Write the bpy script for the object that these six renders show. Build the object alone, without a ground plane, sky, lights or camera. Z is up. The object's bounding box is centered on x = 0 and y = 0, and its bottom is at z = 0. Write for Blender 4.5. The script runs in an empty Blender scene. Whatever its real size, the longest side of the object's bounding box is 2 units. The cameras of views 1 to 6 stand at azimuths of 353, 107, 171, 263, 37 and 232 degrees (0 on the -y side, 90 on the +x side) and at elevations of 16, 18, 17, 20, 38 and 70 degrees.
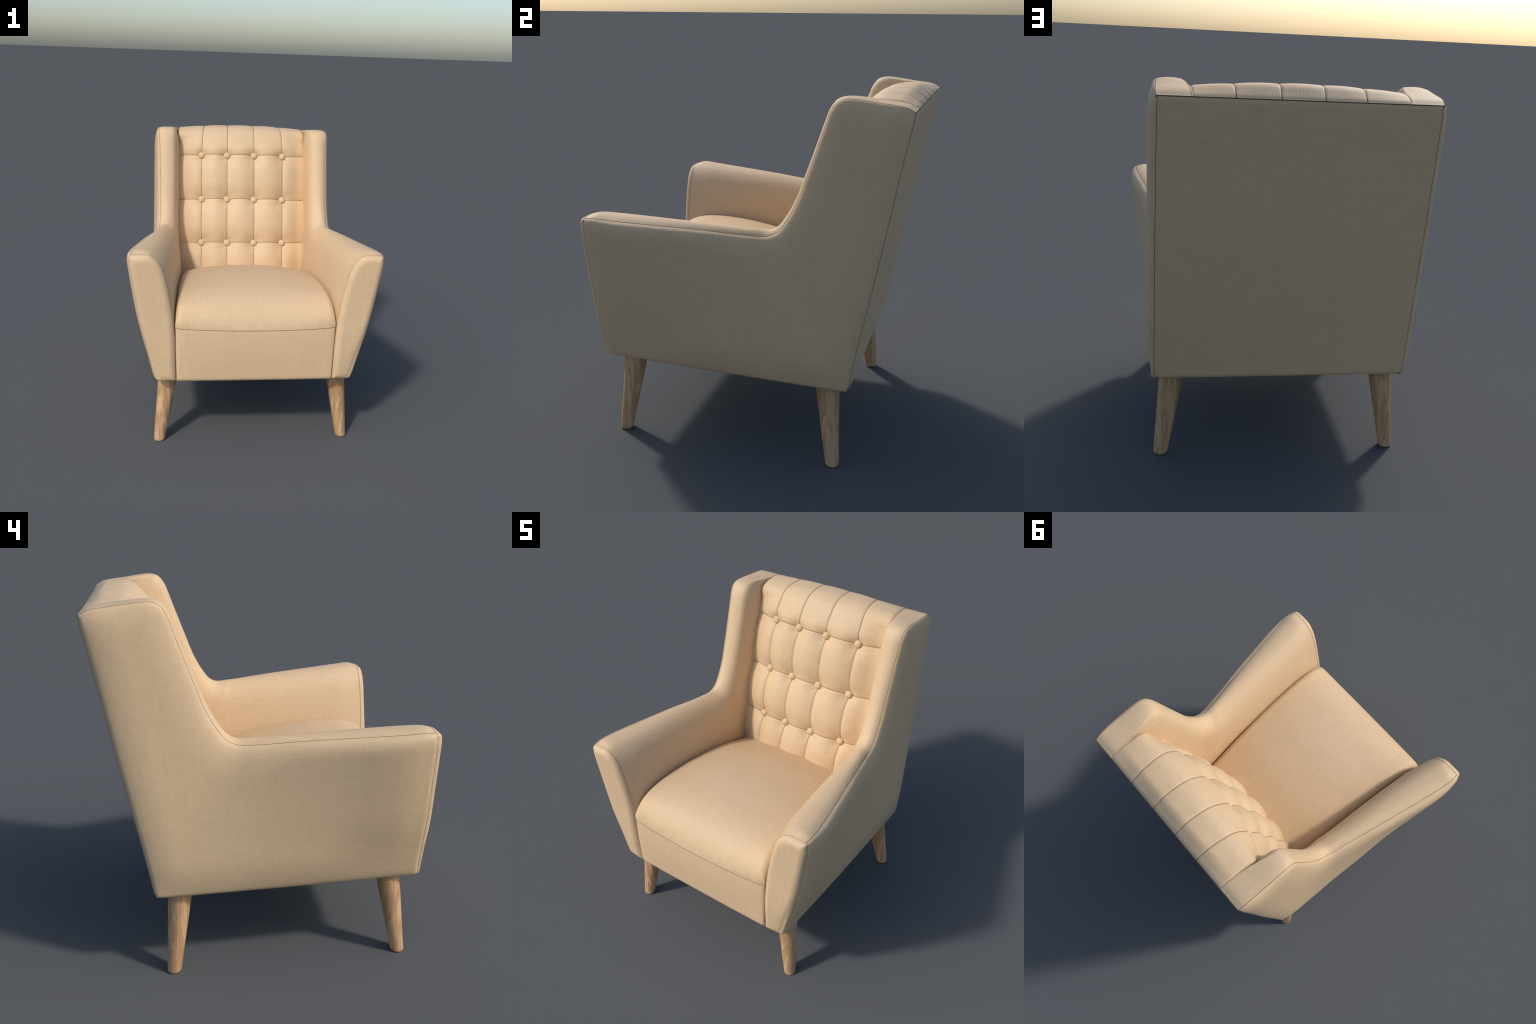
# Button-tufted wing armchair: padded sides, tufted back, sprung seat, four splayed wooden legs.
import bpy, math
import numpy as np

# ------------------------------------------------------------------ helpers
def smooth01(t):
    t = np.clip(t, 0, 1)
    return t * t * (3 - 2 * t)

def quarter(t):
    """quarter-circle rise 0..1"""
    t = np.clip(t, 0, 1)
    return np.sqrt(np.maximum(0, 1 - (1 - t) ** 2))

def catmull(points, per):
    """dense Catmull-Rom through control points -> (N,dim), includes every control point"""
    P = np.asarray(points, float)
    E = np.vstack([2 * P[0] - P[1], P, 2 * P[-1] - P[-2]])
    out = []
    for i in range(1, len(E) - 2):
        p0, p1, p2, p3 = E[i - 1], E[i], E[i + 1], E[i + 2]
        t01 = np.linalg.norm(p1 - p0) ** .5 + 1e-9
        t12 = np.linalg.norm(p2 - p1) ** .5 + 1e-9
        t23 = np.linalg.norm(p3 - p2) ** .5 + 1e-9
        m1 = t12 * ((p1 - p0) / t01 - (p2 - p0) / (t01 + t12) + (p2 - p1) / t12)
        m2 = t12 * ((p2 - p1) / t12 - (p3 - p1) / (t12 + t23) + (p3 - p2) / t23)
        for k in range(per):
            t = k / per
            out.append((2 * t**3 - 3 * t**2 + 1) * p1 + (t**3 - 2 * t**2 + t) * m1
                       + (-2 * t**3 + 3 * t**2) * p2 + (t**3 - t**2) * m2)
    out.append(P[-1])
    return np.array(out)

def linear(points, per):
    P = np.asarray(points, float)
    s = np.linspace(0, len(P) - 1, (len(P) - 1) * per + 1)
    return np.stack([np.interp(s, range(len(P)), P[:, k]) for k in range(P.shape[1])], 1)

def resample(C, n):
    d = np.r_[0, np.cumsum(np.linalg.norm(np.diff(C, axis=0), axis=1))]
    s = np.linspace(0, d[-1], n)
    return np.stack([np.interp(s, d, C[:, k]) for k in range(C.shape[1])], 1)

def curve_distance(Q, C):
    """distance of the points Q (...,2) to polyline C"""
    shape = Q.shape[:-1]
    q = Q.reshape(-1, 2)
    best = np.full(len(q), 1e9)
    for a, b in zip(C[:-1], C[1:]):
        ab = b - a
        t = np.clip(((q - a) @ ab) / (ab @ ab + 1e-12), 0, 1)
        best = np.minimum(best, np.linalg.norm(q - a - t[:, None] * ab, axis=1))
    return best.reshape(shape)

ROOT = bpy.data.objects.new("armchair", None)
bpy.context.scene.collection.objects.link(ROOT)
ROOT["label"] = "beige upholstered wing armchair with button-tufted back and wooden legs"
ROOT["category"] = "armchair"

def add_object(name, mesh, material=None, parent=ROOT):
    o = bpy.data.objects.new(name, mesh)
    bpy.context.scene.collection.objects.link(o)
    o.parent = parent
    if material is not None and not mesh.materials:
        mesh.materials.append(material)
    return o

def make_mesh(name, verts, faces, smooth=True):
    me = bpy.data.meshes.new(name)
    me.from_pydata([tuple(map(float, v)) for v in verts], [], faces)
    me.validate()
    me.polygons.foreach_set("use_smooth", [smooth] * len(me.polygons))
    me.update()
    return me

def grid_faces(n, m, flip=False):
    f = []
    for i in range(n - 1):
        for j in range(m - 1):
            a, b, c, d = i * m + j, i * m + j + 1, (i + 1) * m + j + 1, (i + 1) * m + j
            f.append((a, d, c, b) if flip else (a, b, c, d))
    return f

def grid_mesh(name, G, flip=False):
    n, m = G.shape[:2]
    return make_mesh(name, G.reshape(-1, 3), grid_faces(n, m, flip))

def grid_normals(G, flip=False):
    du = np.gradient(G, axis=0)
    dv = np.gradient(G, axis=1)
    N = np.cross(dv, du)
    N /= np.linalg.norm(N, axis=2, keepdims=True) + 1e-12
    return -N if flip else N

def tube_geometry(C, r, nseg=6, closed=False):
    C = np.asarray(C, float)
    n = len(C)
    T = np.gradient(C, axis=0)
    T /= np.linalg.norm(T, axis=1, keepdims=True) + 1e-12
    up = np.array([0.31, 0.52, 0.79])
    A = np.cross(T, up)
    A /= np.linalg.norm(A, axis=1, keepdims=True) + 1e-12
    B = np.cross(T, A)
    v = []
    for k in range(nseg):
        a = 2 * math.pi * k / nseg
        v.append(C + r * (math.cos(a) * A + math.sin(a) * B))
    V = np.stack(v, 1).reshape(-1, 3)
    F = []
    for i in range(n - 1):
        for k in range(nseg):
            k2 = (k + 1) % nseg
            F.append((i * nseg + k, i * nseg + k2, (i + 1) * nseg + k2, (i + 1) * nseg + k))
    F.append(tuple(range(nseg - 1, -1, -1)))
    F.append(tuple((n - 1) * nseg + k for k in range(nseg)))
    return V, F

def seam_object(name, curves, r, material, parent=ROOT):
    V, F, off = [], [], 0
    for C in curves:
        v, f = tube_geometry(C, r)
        V.append(v)
        F += [tuple(i + off for i in q) for q in f]
        off += len(v)
    me = make_mesh(name, np.vstack(V), F)
    o = add_object(name, me, material, parent)
    o["kind"] = "stuff"
    return o

# ---------------------------------------------------------------- materials
FABRIC = (0.660, 0.472, 0.284)
def fabric_material(name, across, threads=((120, 120, 9), (9, 9, 150)), base=FABRIC):
    """twill cloth: fine diagonal ribs along z + `across`, slubby threads, faint mottling"""
    m = bpy.data.materials.new(name)
    m.use_nodes = True
    nt = m.node_tree
    N, L = nt.nodes, nt.links
    bsdf = N["Principled BSDF"]
    bsdf.inputs["Roughness"].default_value = 0.6
    bsdf.inputs["Specular IOR Level"].default_value = 0.35
    bsdf.inputs["Sheen Weight"].default_value = 0.0
    bsdf.inputs["Sheen Roughness"].default_value = 0.5
    tc = N.new("ShaderNodeTexCoord")
    # diagonal rib phase
    dot = N.new("ShaderNodeVectorMath"); dot.operation = 'DOT_PRODUCT'
    dot.inputs[1].default_value = across
    L.new(tc.outputs["Object"], dot.inputs[0])
    wob = N.new("ShaderNodeTexNoise")
    wob.inputs["Scale"].default_value = 30; wob.inputs["Detail"].default_value = 2
    L.new(tc.outputs["Object"], wob.inputs["Vector"])
    ph = N.new("ShaderNodeMath"); ph.operation = 'MULTIPLY_ADD'
    ph.inputs[1].default_value = 2 * math.pi / 0.0115
    wm = N.new("ShaderNodeMath"); wm.operation = 'MULTIPLY'; wm.inputs[1].default_value = 3.2
    L.new(wob.outputs["Fac"], wm.inputs[0])
    L.new(dot.outputs["Value"], ph.inputs[0]); L.new(wm.outputs[0], ph.inputs[2])
    sn = N.new("ShaderNodeMath"); sn.operation = 'SINE'
    L.new(ph.outputs[0], sn.inputs[0])
    # slub threads: noise stretched vertically and horizontally
    def slub(scale):
        mp = N.new("ShaderNodeMapping"); mp.inputs["Scale"].default_value = scale
        L.new(tc.outputs["Object"], mp.inputs["Vector"])
        n = N.new("ShaderNodeTexNoise"); n.inputs["Scale"].default_value = 1.0
        n.inputs["Detail"].default_value = 3
        L.new(mp.outputs[0], n.inputs["Vector"])
        return n.outputs["Fac"]
    s1, s2 = slub(threads[0]), slub(threads[1])
    fine = N.new("ShaderNodeTexNoise"); fine.inputs["Scale"].default_value = 260
    L.new(tc.outputs["Object"], fine.inputs["Vector"])
    big = N.new("ShaderNodeTexNoise"); big.inputs["Scale"].default_value = 2.5
    L.new(tc.outputs["Object"], big.inputs["Vector"])
    def mad(a, k, c=None, cval=0.0):
        n = N.new("ShaderNodeMath"); n.operation = 'MULTIPLY_ADD'
        L.new(a, n.inputs[0]); n.inputs[1].default_value = k
        if c is None: n.inputs[2].default_value = cval
        else: L.new(c, n.inputs[2])
        return n.outputs[0]
    v = mad(sn.outputs[0], 0.027, None, 1.0 - 0.5 * (0.18 + 0.18 + 0.14 + 0.05))
    v = mad(s1, 0.18, v); v = mad(s2, 0.18, v); v = mad(fine.outputs["Fac"], 0.14, v)
    v = mad(big.outputs["Fac"], 0.05, v)
    mul = N.new("ShaderNodeVectorMath"); mul.operation = 'SCALE'
    mul.inputs[0].default_value = base
    L.new(v, mul.inputs["Scale"])
    L.new(mul.outputs[0], bsdf.inputs["Base Color"])
    bump = N.new("ShaderNodeBump")
    bump.inputs["Strength"].default_value = 0.10; bump.inputs["Distance"].default_value = 0.002
    hb = mad(sn.outputs[0], 0.5, fine.outputs["Fac"])
    L.new(hb, bump.inputs["Height"]); L.new(bump.outputs[0], bsdf.inputs["Normal"])
    return m

def plain_material(name, col, rough=0.9):
    m = bpy.data.materials.new(name)
    m.use_nodes = True
    N, L = m.node_tree.nodes, m.node_tree.links
    b = N["Principled BSDF"]
    b.inputs["Roughness"].default_value = rough
    b.inputs["Specular IOR Level"].default_value = 0.1
    tc = N.new("ShaderNodeTexCoord")
    n = N.new("ShaderNodeTexNoise"); n.inputs["Scale"].default_value = 90
    L.new(tc.outputs["Object"], n.inputs["Vector"])
    r = N.new("ShaderNodeValToRGB")
    r.color_ramp.elements[0].position = 0.3; r.color_ramp.elements[1].position = 0.7
    r.color_ramp.elements[0].color = (*[c * 0.85 for c in col], 1)
    r.color_ramp.elements[1].color = (*[min(1, c * 1.12) for c in col], 1)
    L.new(n.outputs["Fac"], r.inputs[0]); L.new(r.outputs[0], b.inputs["Base Color"])
    return m

def wood_material():
    m = bpy.data.materials.new("pale_beech_wood")
    m.use_nodes = True
    N, L = m.node_tree.nodes, m.node_tree.links
    b = N["Principled BSDF"]
    b.inputs["Roughness"].default_value = 0.45
    b.inputs["Specular IOR Level"].default_value = 0.35
    tc = N.new("ShaderNodeTexCoord")
    info = N.new("ShaderNodeObjectInfo")
    add = N.new("ShaderNodeVectorMath"); add.operation = 'ADD'
    sc = N.new("ShaderNodeMath"); sc.operation = 'MULTIPLY'; sc.inputs[1].default_value = 3.7
    L.new(info.outputs["Random"], sc.inputs[0])
    comb = N.new("ShaderNodeCombineXYZ")
    L.new(sc.outputs[0], comb.inputs[0]); L.new(sc.outputs[0], comb.inputs[1])
    L.new(tc.outputs["Object"], add.inputs[0]); L.new(comb.outputs[0], add.inputs[1])
    mp = N.new("ShaderNodeMapping"); mp.inputs["Scale"].default_value = (9, 9, 1.3)
    L.new(add.outputs[0], mp.inputs["Vector"])
    n1 = N.new("ShaderNodeTexNoise"); n1.inputs["Scale"].default_value = 1.6
    n1.inputs["Detail"].default_value = 4; n1.inputs["Distortion"].default_value = 0.9
    L.new(mp.outputs[0], n1.inputs["Vector"])
    wv = N.new("ShaderNodeMath"); wv.operation = 'MULTIPLY'; wv.inputs[1].default_value = 22
    L.new(n1.outputs["Fac"], wv.inputs[0])
    sn = N.new("ShaderNodeMath"); sn.operation = 'SINE'; L.new(wv.outputs[0], sn.inputs[0])
    mp2 = N.new("ShaderNodeMapping"); mp2.inputs["Scale"].default_value = (160, 160, 6)
    L.new(add.outputs[0], mp2.inputs["Vector"])
    n2 = N.new("ShaderNodeTexNoise"); n2.inputs["Scale"].default_value = 1
    L.new(mp2.outputs[0], n2.inputs["Vector"])
    mix = N.new("ShaderNodeMath"); mix.operation = 'MULTIPLY_ADD'
    mix.inputs[1].default_value = 0.22
    L.new(sn.outputs[0], mix.inputs[0]); L.new(n2.outputs["Fac"], mix.inputs[2])
    r = N.new("ShaderNodeValToRGB")
    r.color_ramp.elements[0].position = 0.15; r.color_ramp.elements[0].color = (0.40, 0.225, 0.108, 1)
    r.color_ramp.elements[1].position = 0.85; r.color_ramp.elements[1].color = (0.66, 0.425, 0.235, 1)
    L.new(mix.outputs[0], r.inputs[0]); L.new(r.outputs[0], b.inputs["Base Color"])
    return m

K = 0.75
MAT_SIDE = {1: fabric_material("twill_side_facing_right", (0.2, K, 1)),
            -1: fabric_material("twill_side_facing_left", (-0.2, -K, 1))}
MAT_WRAP = {1: fabric_material("twill_wrap_facing_left", (1, 0.35, 0.9), ((120, 12, 90), (90, 120, 12))),
            -1: fabric_material("twill_wrap_facing_right", (-1, 0.35, 0.9), ((120, 12, 90), (90, 120, 12)))}
MAT_FRONT = fabric_material("twill_front", (K, 0.8, 1))
MAT_REAR = fabric_material("twill_rear", (-K, 0.3, 1))
MAT_SEAT = fabric_material("twill_seat", (K, 1, 0.8), ((130, 9, 9), (9, 130, 9)))
MAT_SEAM = plain_material("seam_thread", (0.235, 0.160, 0.095))
MAT_SEAM_SOFT = plain_material("seam_thread_pale", (0.40, 0.285, 0.18))
MAT_SEAM_DARK = plain_material("seam_thread_dark", (0.12, 0.080, 0.045))
MAT_UNDER = plain_material("underside_cloth", (0.30, 0.22, 0.145))
MAT_WOOD = wood_material()

# ------------------------------------------------------------- side (arm + wing)
BASE_Z = 0.473
# seam line at the outer top edge (y, z, x) from the arm tip over the crook up the wing to the rear corner,
# with the matching foot of each cross-section on the bottom / rear edge (y, z)
SEAM = [(-.806, 1.331, .802), (-.755, 1.335, .808), (-.66, 1.329, .799), (-.459, 1.317, .764), (-.191, 1.301, .713), (.06, 1.280, .663),
        (.15, 1.281, .648), (.207, 1.309, .642), (.252, 1.368, .641), (.302, 1.463, .640),
        (.351, 1.600, .641), (.410, 1.775, .644), (.447, 1.888, .646), (.463, 1.932, .648),
        (.490, 1.970, .650), (.532, 1.986, .652), (.70, 1.973, .652), (.812, 1.958, .651), (.855, 1.938, .648)]
FOOT = [(-.803, BASE_Z), (-.735, BASE_Z), (-.64, BASE_Z), (-.42, BASE_Z), (-.10, BASE_Z), (.36, BASE_Z), (.602, BASE_Z),
        (.655, .745), (.692, .95), (.727, 1.15), (.763, 1.37), (.800, 1.60), (.826, 1.745), (.833, 1.80),
        (.838, 1.845), (.842, 1.875), (.846, 1.905), (.849, 1.922), (.8525, 1.936)]
FOOT_X = [.655, .656, .658, .664, .671, .676, .677, .675, .673, .670, .667, .664, .661, .660, .659, .658, .656, .652, .648]
PER = 10
T3 = catmull(SEAM, PER)
T = T3[:, :2]
XT = T3[:, 2]
Bq = linear([(a, b, c) for (a, b), c in zip(FOOT, FOOT_X)], PER)
B, XB = Bq[:, :2].copy(), Bq[:, 2]
REAR_CURVE = catmull([(.602, BASE_Z), (.633, .672), (.690, .989), (.749, 1.314), (.801, 1.633), (.830, 1.79), (.846, 1.88), (.8555, 1.936)], 16)
CORNER = 6 * PER                     # station of the lower rear corner
B[CORNER:, 0] = np.interp(B[CORNER:, 1], REAR_CURVE[:, 1], REAR_CURVE[:, 0])
NS = len(T)
CROOK = 7 * PER                      # station where the arm turns into the wing
FINE_T = resample(catmull([p[:2] for p in SEAM], 20), 260)
REAR_LINE = REAR_CURVE[::4]

# outward normal of the seam line
tan = np.gradient(T, axis=0)
tan /= np.linalg.norm(tan, axis=1, keepdims=True)
OUTN = np.stack([-tan[:, 1], tan[:, 0]], 1)

# --- outer panel
h = np.r_[0, .006, .014, .024, .036, np.linspace(.05, .9, 26)[0:], .925, .945, .96, .973, .984, .993, 1.0]
YZ = B[:, None, :] + (T - B)[:, None, :] * h[None, :, None]
dT = curve_distance(YZ, FINE_T)
dR = curve_distance(YZ, REAR_LINE)
dB = YZ[..., 1] - BASE_Z
x_base = XB[:, None] + (XT - XB)[:, None] * h[None, :]
for _ in range(40):                  # fair the ruled base surface
    x_base[1:-1, 1:-1] = .25 * (x_base[2:, 1:-1] + x_base[:-2, 1:-1] + x_base[1:-1, 2:] + x_base[1:-1, :-2])
Y, Zc = YZ[..., 0], YZ[..., 1]
from_front = smooth01((Y + .806) / .85)
to_wing = smooth01((Y + .25) / .45)                  # 0 along the arm, 1 behind the crook
low_rise = (1 - from_front) * (1 - (1 - np.clip(dB / .48, 0, 1)) ** 1.7) + from_front * (1 - (1 - np.clip(dB / .22, 0, 1)) ** 2)
swell = .034 + .014 * smooth01((Y + .806) / .18) * (1 - to_wing) + .011 * np.exp(-((Y + .58) / .22) ** 2) * smooth01((dB - .12) / .25) + .003 * to_wing
bulge = swell * quarter(dT / (.08 + .09 * to_wing)) * quarter(dR / .17) ** 1.2 * low_rise
roundb = .016 * (1 - quarter(dB / .022)) + .013 * (1 - quarter(dR / .022)) * smooth01(dT / .02)
front_round = .012 * (1 - quarter((Y + .806) / .03)) * smooth01(dT / .03)
OUTER = np.dstack([x_base + bulge - roundb - front_round, YZ])

# --- top strip (seam -> inner edge) and inner wall
# key stations: crest x positions of the padded top and inner wall x as a function of depth below the seam
KEY_S = [0, 1, 4, 5.3, 6.3, 8.5, 10.5, 12.5, 15, 16, 18]
EDGE_X = [.690, .690, .612, .574, .568, .555, .548, .548, .545, .500, .488]    # where the flat top ends
CROWN = [.004, .018, .022, .028, .022, .020, .018, .016, .009, .004, .001]      # crown of padding above the seam
DEPTH = np.array([.0, .012, .03, .055, .09, .14, .20, .30, .42, .60, 1.0])
WALL = [[.690, .667, .645, .626, .609, .592, .578, .558, .537, .523, .514],
        [.690, .664, .640, .619, .600, .582, .567, .546, .526, .512, .503],
        [.615, .588, .566, .548, .533, .519, .507, .491, .479, .473, .468],
        [.574, .548, .529, .514, .503, .495, .489, .479, .470, .463, .457],
        [.568, .543, .526, .515, .507, .502, .499, .494, .487, .478, .468],
        [.555, .534, .522, .514, .508, .503, .499, .492, .484, .476, .466],
        [.548, .529, .518, .510, .501, .493, .487, .482, .480, .478, .478],
        [.548, .529, .518, .510, .502, .494, .489, .485, .483, .480, .480],
        [.545, .527, .517, .509, .501, .494, .489, .485, .483, .480, .480],
        [.500, .496, .493, .490, .487, .484, .482, .480, .480, .480, .480],
        [.488, .486, .484, .483, .482, .481, .480, .480, .480, .480, .480]]
station = np.arange(NS) / PER
edge_x = np.interp(station, KEY_S, EDGE_X)
crown = np.interp(station, KEY_S, CROWN)
WALL = np.array(WALL)
wall_s = np.stack([np.interp(station, KEY_S, WALL[:, k]) for k in range(len(DEPTH))], 1)
def blur(a, n=6):
    for _ in range(n):
        b = a.copy()
        b[1:-1] = .25 * a[:-2] + .5 * a[1:-1] + .25 * a[2:]
        a = b
    return a
edge_x, crown, wall_s = blur(edge_x), blur(crown), blur(wall_s)
NT = 14
tt = np.linspace(0, 1, NT)
strip = []
for k, t in enumerate(tt):
    lift = crown * (np.sin(math.pi * min(t / .95, 1) * .86) if t > 0 else 0)
    lift = crown * (1 - (1 - min(t / .5, 1)) ** 2.2) * (1 - .55 * max(0, (t - .5) / .5) ** 2)
    P = T + OUTN * lift[:, None]
    strip.append(np.dstack([(XT + (edge_x - XT) * t)[None], P[None]])[0])
STRIP = np.stack(strip, 1)           # (NS, NT, 3)
hi = np.r_[.994, .985, .972, .955, .935, .91, .88, .85, .81, .77, .72, .66, .60, .54, .47, .40, .30, .20, .10, .0]
YZi = B[:, None, :] + (T - B)[:, None, :] * hi[None, :, None]
dTi = curve_distance(YZi, FINE_T)
Xi = np.zeros(dTi.shape)
for i in range(NS):
    Xi[i] = np.interp(dTi[i], DEPTH, wall_s[i])
# blend the wall's start into the crown of the strip
lift_end = crown * .45
fade = np.exp(-(dTi / .022) ** 2)
YZi = YZi + OUTN[:, None, :] * (lift_end[:, None] * fade)[..., None]
WALLG = np.dstack([Xi, YZi])
INNER = np.concatenate([STRIP, WALLG], 1)
for _ in range(2):                   # soften small steps of the interpolation in x
    c = INNER.copy()
    c[:, 2:-1] = .25 * INNER[:, 1:-2] + .5 * INNER[:, 2:-1] + .25 * INNER[:, 3:]
    INNER = c

# --- arm front panel: spans the first cross-section and swells forward from its rim
rim_outer = OUTER[0]
rim_inner = INNER[0][1:]
rim_wall = INNER[0][NT - 1:]
bottom = np.array([rim_wall[-1], rim_outer[0]])
RIM_XZ = np.vstack([rim_outer, rim_inner, rim_outer[:1]])[:, [0, 2]]
ramp = np.linspace(0, 1, 41)
ease = .5 - .5 * np.cos(math.pi * ramp)              # dense near the rim
top_z = float(T[0, 1])
CAP = np.zeros((len(ease), 41, 3))
top_row = np.stack([np.interp(ease, np.linspace(0, 1, NT), INNER[0][:NT][::-1, k]) for k in range(3)], 1)
for a, t in enumerate(ease):
    z = BASE_Z + (top_z - .0005 - BASE_Z) * t
    xo = np.interp(z, rim_outer[:, 2], rim_outer[:, 0])
    xi = np.interp(z, rim_wall[::-1, 2], rim_wall[::-1, 0])
    CAP[a, :, 0] = xi + (xo - xi) * ease
    near_top = np.clip((z - (top_z - .05)) / .05, 0, 1)
    CAP[a, :, 2] = z + (top_row[:, 2] - top_z) * near_top
    CAP[a, :, 1] = rim_outer[0, 1] + (rim_outer[-1, 1] - rim_outer[0, 1]) * t
CAP[-1] = top_row
d_rim = curve_distance(CAP[..., [0, 2]], RIM_XZ)
x_in, x_out, zc = CAP[:, :1, 0], CAP[:, -1:, 0], CAP[..., 2]
lower = np.exp(-((zc - .70) / .20) ** 2)
CAP[..., 1] -= .034 * quarter(d_rim / .042) + .006 * smooth01(d_rim / .045) * lower
CAP[..., 1] -= .007 * quarter((CAP[..., 0] - x_in) / .014) * np.exp(-((CAP[..., 0] - x_in) / .060) ** 2) * lower   # full against the seat
CAP[..., 1] += .013 * np.exp(-((x_out - CAP[..., 0]) / .055) ** 2) * smooth01(d_rim / .03) * smooth01((.85 - zc) / .25)  # rolls back outside

def mirrored(G, side):
    G = G.copy()
    G[..., 0] *= side
    return G

def set_custom_normals(me, N):
    me.normals_split_custom_set_from_vertices([tuple(map(float, n)) for n in N.reshape(-1, 3)])

for side in (1, -1):
    m = MAT_SIDE[side]
    flip = side < 0
    O = mirrored(OUTER, side)
    add_object("side_panel", grid_mesh("side_panel", O, not flip), m)
    I = mirrored(INNER, side)
    N = grid_normals(I, not flip)
    for name, sl in (("armrest", slice(0, CROOK + 1)), ("wing", slice(CROOK, NS))):
        me = grid_mesh(name, I[sl], not flip)
        set_custom_normals(me, N[sl])
        add_object(name, me, MAT_WRAP[side])
    Cp = mirrored(CAP, side)
    add_object("arm_front_panel", grid_mesh("arm_front_panel", Cp, not flip), MAT_FRONT)

# ------------------------------------------------------------- back cushion
# seam-level profile (y, z) of the back from below the seat, up the front, over the top to the rear seam
BACK_PATH = [(.290, .76), (.330, .93), (.370, 1.108), (.412, 1.27), (.459, 1.437), (.504, 1.60), (.548, 1.772),
             (.560, 1.835), (.578, 1.890), (.612, 1.934), (.665, 1.958), (.735, 1.963), (.800, 1.957), (.840, 1.948), (.8555, 1.937)]
BP = resample(catmull(BACK_PATH, 20), 330)
arc = np.r_[0, np.cumsum(np.linalg.norm(np.diff(BP, axis=0), axis=1))]
btan = np.gradient(BP, axis=0)
btan /= np.linalg.norm(btan, axis=1, keepdims=True)
BN = np.stack([-btan[:, 1], btan[:, 0]], 1)          # outward (forward / up)
def arc_at_z(z):
    front = BP[:, 1] < 1.90
    return float(np.interp(z, BP[front, 1], arc[front]))
ROWS = [arc_at_z(1.110), arc_at_z(1.438), arc_at_z(1.774)]
ARCH = [.004, .006, .011]
COLS = np.array([-.320, -.121, .092, .320])
COLS_REAR = np.array([-.288, -.100, .098, .301])
S_TOP, S_END = ROWS[2], arc[-1]
HALF = .516

def column_x(i, s):
    t = smooth01((s - S_TOP) / (S_END - S_TOP))
    return COLS[i] + (COLS_REAR[i] - COLS[i]) * t

def row_s(j, x):
    """the rows arch a little upwards between the buttons"""
    edges = np.concatenate([[-.54], COLS, [.54]])
    k = np.clip(np.searchsorted(edges, x) - 1, 0, len(edges) - 2)
    t = (x - edges[k]) / (edges[k + 1] - edges[k])
    a = np.where((k == 0) | (k == len(edges) - 2), .35, 1.0)
    return ROWS[j] + ARCH[j] * a * np.sin(np.pi * np.clip(t, 0, 1)) ** .7

def back_offset(x, s, groove=True):
    """height of the padding above the button level, along the profile normal"""
    x, s = np.broadcast_arrays(np.asarray(x, float), np.asarray(s, float))
    dimple = np.ones_like(x)
    for i in range(4):
        for j in range(3):
            d = np.hypot((x - COLS[i]), (s - ROWS[j]))
            dimple = dimple * (1 - np.exp(-(d / .052) ** 1.2))
    dx = np.min([np.abs(x - column_x(i, s)) for i in range(4)], axis=0)
    ds = np.min([np.abs(s - row_s(j, x)) for j in range(3)], axis=0)
    px = np.sin(.5 * math.pi * np.clip(dx / .105, 0, 1)) ** .8
    ps = np.sin(.5 * math.pi * np.clip(ds / .14, 0, 1)) ** .8
    above = smooth01((s - S_TOP) / .15)              # over the top the channels flatten
    top = smooth01((S_END - s) / .10)
    front_h = .056 * dimple + .026 * px * ps * dimple
    over_h = (.008 + .004 * px) * top
    hgt = front_h * (1 - above) + over_h * above
    ax = np.abs(x)
    tuck = 1 - smooth01((s - S_TOP - .01) / .20)      # the ends stay tucked behind the wings
    crownx = .020 * (1 - above) + above * top * .025 * (1 - (ax / .49) ** 2.2)
    crownx = crownx - tuck * (.064 * (ax / .49) ** 2.6 + .034 * smooth01((ax - .33) / .13))
    crownx = crownx - .03 * np.clip((ax - .482) / .03, 0, 1.3) ** 2 * above
    hgt = hgt + crownx
    if groove:
        near = np.clip(top * 1.5, .3, 1)
        deep = .0035 * dimple
        hgt = hgt - deep * near * np.exp(-(dx / .005) ** 2) - deep * (1 - above) * np.exp(-(ds / .005) ** 2)
    return hgt

def back_point(x, s, extra=0.0):
    x = np.asarray(x, float); s = np.asarray(s, float)
    hgt = back_offset(x, s) + extra
    y = np.interp(s, arc, BP[:, 0]); z = np.interp(s, arc, BP[:, 1])
    ny = np.interp(s, arc, BN[:, 0]); nz = np.interp(s, arc, BN[:, 1])
    return np.stack([np.broadcast_to(x, y.shape), y + ny * hgt, z + nz * hgt], -1)

xs = np.linspace(-HALF, HALF, 261)
XX, SS = np.meshgrid(xs, arc)
BACK = back_point(XX, SS)
back = add_object("backrest_cushion", grid_mesh("backrest_cushion", BACK, False), MAT_FRONT)

curves = []
for i in range(4):
    s = np.linspace(arc[3], S_END, 260)
    curves.append(back_point(column_x(i, s), s, .0006))
for j in range(3):
    x = np.linspace(-.488, .488, 220)
    curves.append(back_point(x, row_s(j, x), .0006))
seam_object("tufting_seam", curves, .0019, MAT_SEAM, back)

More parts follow.
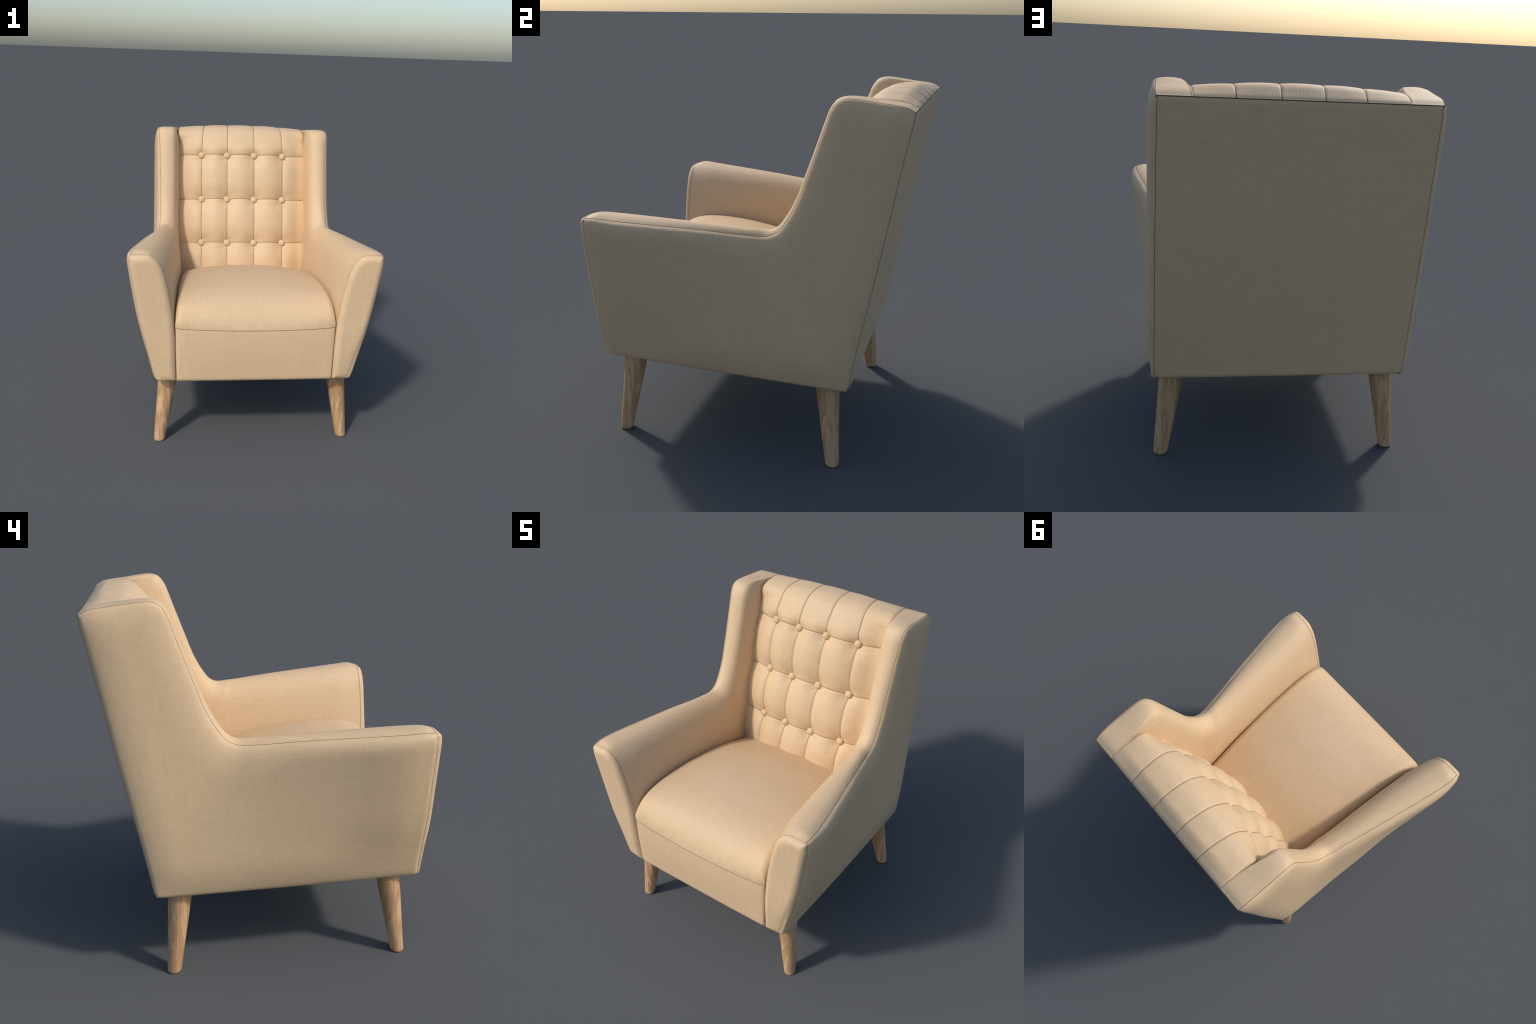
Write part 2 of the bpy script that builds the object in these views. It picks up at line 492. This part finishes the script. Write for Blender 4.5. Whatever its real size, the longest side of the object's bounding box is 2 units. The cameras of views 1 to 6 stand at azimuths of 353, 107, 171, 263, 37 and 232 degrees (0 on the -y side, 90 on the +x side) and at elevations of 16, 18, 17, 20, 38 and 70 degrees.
# covered buttons
def dome_mesh(name, r, depth):
    V, F = [], []
    prof = [(r * .80, -.012), (r * .97, -.004)] + [(r * math.cos(a), depth * math.sin(a)) for a in np.linspace(0.05, math.pi / 2 - .12, 9)]
    n = 28
    for (rr, zz) in prof:
        for k in range(n):
            a = 2 * math.pi * k / n
            V.append((rr * math.cos(a), -zz, rr * math.sin(a)))
    for i in range(len(prof) - 1):
        for k in range(n):
            k2 = (k + 1) % n
            F.append((i * n + k, (i + 1) * n + k, (i + 1) * n + k2, i * n + k2))
    V.append((0, -depth, 0))
    c = len(V) - 1
    o = (len(prof) - 1) * n
    F += [(o + k, c, o + (k + 1) % n) for k in range(n)]
    return make_mesh(name, V, F)
button_mesh = dome_mesh("button", .0262, .020)
button_mesh.materials.append(MAT_FRONT)
lean = math.atan2(.28, 1.0)
for j in range(3):
    for i in range(4):
        b = add_object("button", button_mesh, None, back)
        p = back_point(COLS[i], ROWS[j], .019)
        b.location = p
        b.rotation_euler = (-lean, 0, 0)

# ------------------------------------------------------------- rear panel
edge = np.dstack([OUTER[CORNER:, 0, 0][None], B[None, CORNER:]])[0]     # the side panels' rear edge
edge = resample(edge, 110)
half, rear_y, zz = edge[:, 0], edge[:, 1], edge[:, 2]
uu = np.sin(np.linspace(-math.pi / 2, math.pi / 2, 70))
REAR = np.zeros((len(zz), len(uu), 3))
for i in range(len(zz)):
    d_edge = np.minimum((1 - np.abs(uu)) * half[i], zz[-1] - zz[i])
    low = .012 * (1 - quarter((zz[i] - BASE_Z) / .02))
    REAR[i, :, 0] = uu * half[i]
    REAR[i, :, 1] = rear_y[i] + .006 * quarter(d_edge / .025) - low
    REAR[i, :, 2] = zz[i]
rear = add_object("rear_panel", grid_mesh("rear_panel", REAR, True), MAT_REAR)
rear_seams = [np.stack([sx * (half - .003), rear_y + .0005, zz], 1) for sx in (1, -1)]
rear_seams.append(np.stack([np.linspace(-half[-1], half[-1], 60), np.full(60, rear_y[-1]), np.full(60, zz[-1])], 1))
seam_object("rear_seam", rear_seams, .0026, MAT_SEAM_DARK, rear)

# ------------------------------------------------------------- seat
SEAT_MID = [(-.845, .833), (-.839, .866), (-.817, .920), (-.780, .970), (-.71, 1.020), (-.61, 1.054), (-.48, 1.071),
            (-.33, 1.077), (-.15, 1.062), (.04, 1.023), (.24, .948), (.42, .87)]
SEAT_EDGE = [(-.828, .846), (-.828, .878), (-.817, .922), (-.787, .965), (-.735, 1.002), (-.650, 1.028), (-.53, 1.038),
             (-.38, 1.033), (-.19, 1.011), (.01, .974), (.21, .912), (.40, .84)]
SM, SE = resample(catmull(SEAT_MID, 12), 150), resample(catmull(SEAT_EDGE, 12), 150)
w = np.linspace(0, 1, 56)
ux = np.r_[-w[::-1], w[1:]]
ux = np.sign(ux) * (1 - (1 - np.abs(ux)) ** 1.35)
def seat_half(y):
    return np.interp(y, [-.83, -.70, -.34, 0, .3, .45], [.527, .520, .504, .482, .466, .46])
hw = seat_half(SM[:, 0])
XS = ux[None, :] * hw[:, None]
f = 1 - np.abs(ux) ** 2.3
SEAT = np.zeros((150, len(ux), 3))
SEAT[..., 0] = XS
yz = SE[:, None, :] + (SM - SE)[:, None, :] * f[None, :, None]
SEAT[..., 1:] = yz
side_in = np.clip((np.abs(XS) - (hw[:, None] - .05)) / .05, 0, 1)
rise = smooth01((SM[:, 1] - .843) / .10)[:, None]
drop = .062 * (1 - np.sqrt(np.maximum(0, 1 - side_in ** 2)))
SEAT[..., 2] -= drop * rise
SEAT[..., 1] += .010 * (1 - np.sqrt(np.maximum(0, 1 - side_in ** 2))) * (1 - rise)
# skirts tucked down beside the arms
sk_l, sk_r = SEAT[:, :1].copy(), SEAT[:, -1:].copy()
for sk in (sk_l, sk_r):
    sk[..., 2] = np.minimum(sk[..., 2] - .001, .80)
SEATG = np.concatenate([sk_l, SEAT, sk_r], 1)
seat = add_object("seat_cushion", grid_mesh("seat_cushion", SEATG, False), MAT_SEAT)

top_rim = SEAT[0]                                    # front seam line
nz_ = 46
v = np.linspace(0, 1, nz_) ** .9
FP = np.zeros((nz_, len(ux), 3))
for i, t in enumerate(v):
    z = top_rim[:, 2] + (BASE_Z - top_rim[:, 2]) * t
    FP[i, :, 0] = top_rim[:, 0] * (1 - .020 * t)
    ybot = -.838 + .003 * np.abs(ux) ** 3
    y = top_rim[:, 1] + (ybot - top_rim[:, 1]) * t
    y -= (.008 - .004 * np.abs(ux) ** 3) * math.sin(math.pi * t ** .8)
    y += .020 * (1 - quarter((z - BASE_Z) / .03))
    ein = np.clip((np.abs(FP[i, :, 0]) - (.527 * (1 - .02 * t) - .016)) / .016, 0, 1)
    y += .010 * (1 - np.sqrt(np.maximum(0, 1 - ein ** 2))) * smooth01(t / .1)
    FP[i, :, 1] = y
    FP[i, :, 2] = z
add_object("seat_front_panel", grid_mesh("seat_front_panel", FP, True), MAT_FRONT)
seam_object("seat_seam", [top_rim + np.array([0, .0004, 0])], .0020, MAT_SEAM, seat)

# ------------------------------------------------------------- side seams
def seam_curves(side):
    out = []
    out.append(mirrored(np.dstack([XT[None], T[None]])[0], side))          # outer top seam
    out.append(mirrored(OUTER[0][::-1][:-6], side))                        # front outer edge
    return out
for side in (1, -1):
    seam_object("side_seam", seam_curves(side)[:1], .0016, MAT_SEAM)
    seam_object("arm_edge_seam", seam_curves(side)[1:], .0013, MAT_SEAM_SOFT)
    seam_object("arm_front_seam", [mirrored(rim_inner[:-4], side)], .0016, MAT_SEAM_SOFT)
    k0 = 15 * PER + 8
    seam_object("wing_top_seam", [mirrored(INNER[k0:, NT - 1], side)], .0014, MAT_SEAM_SOFT)

# ------------------------------------------------------------- underside
ub = []
under = [(-.64, -.795), (.64, -.795), (.652, .59), (-.652, .59)]
V = [(x, y, BASE_Z + .004) for x, y in under] + [(x * .99, y * .99, BASE_Z + .03) for x, y in under]
F = [(3, 2, 1, 0), (4, 5, 6, 7)] + [(i, (i + 1) % 4, 4 + (i + 1) % 4, 4 + i) for i in range(4)]
add_object("underside_panel", make_mesh("underside_panel", V, F, False), MAT_UNDER)

# ------------------------------------------------------------- legs
def leg_mesh():
    """tapered round leg, leaning outwards along +x+y towards the floor; origin at its top centre"""
    H = .492
    prof = [(0, .0), (.030, .0), (.0355, .002), (.0378, .007), (.0385, .015)]
    prof += [(.0385 + (.0675 - .0385) * t, .015 + (H - .015) * t) for t in np.linspace(.05, 1, 22)]
    prof += [(0, H)]
    n = 40
    V, F = [], []
    for (r, z) in prof:
        t = z / .48
        cx = .630 - .062 * t
        cy = .722 - .058 * t
        for k in range(n):
            a = 2 * math.pi * k / n
            V.append((cx - .63 + r * math.cos(a), cy - .722 + r * math.sin(a), z))
    for i in range(len(prof) - 1):
        for k in range(n):
            k2 = (k + 1) % n
            F.append((i * n + k, i * n + k2, (i + 1) * n + k2, (i + 1) * n + k))
    return make_mesh("leg", V, F)
LEG = leg_mesh()
LEG.materials.append(MAT_WOOD)
for (x, y, rot) in ((.632, .533, 0), (-.632, .533, 90), (-.632, -.722, 180), (.632, -.722, 270)):
    l = add_object("leg", LEG)
    l.location = (x, y, 0)
    l.rotation_euler = (0, 0, math.radians(rot))
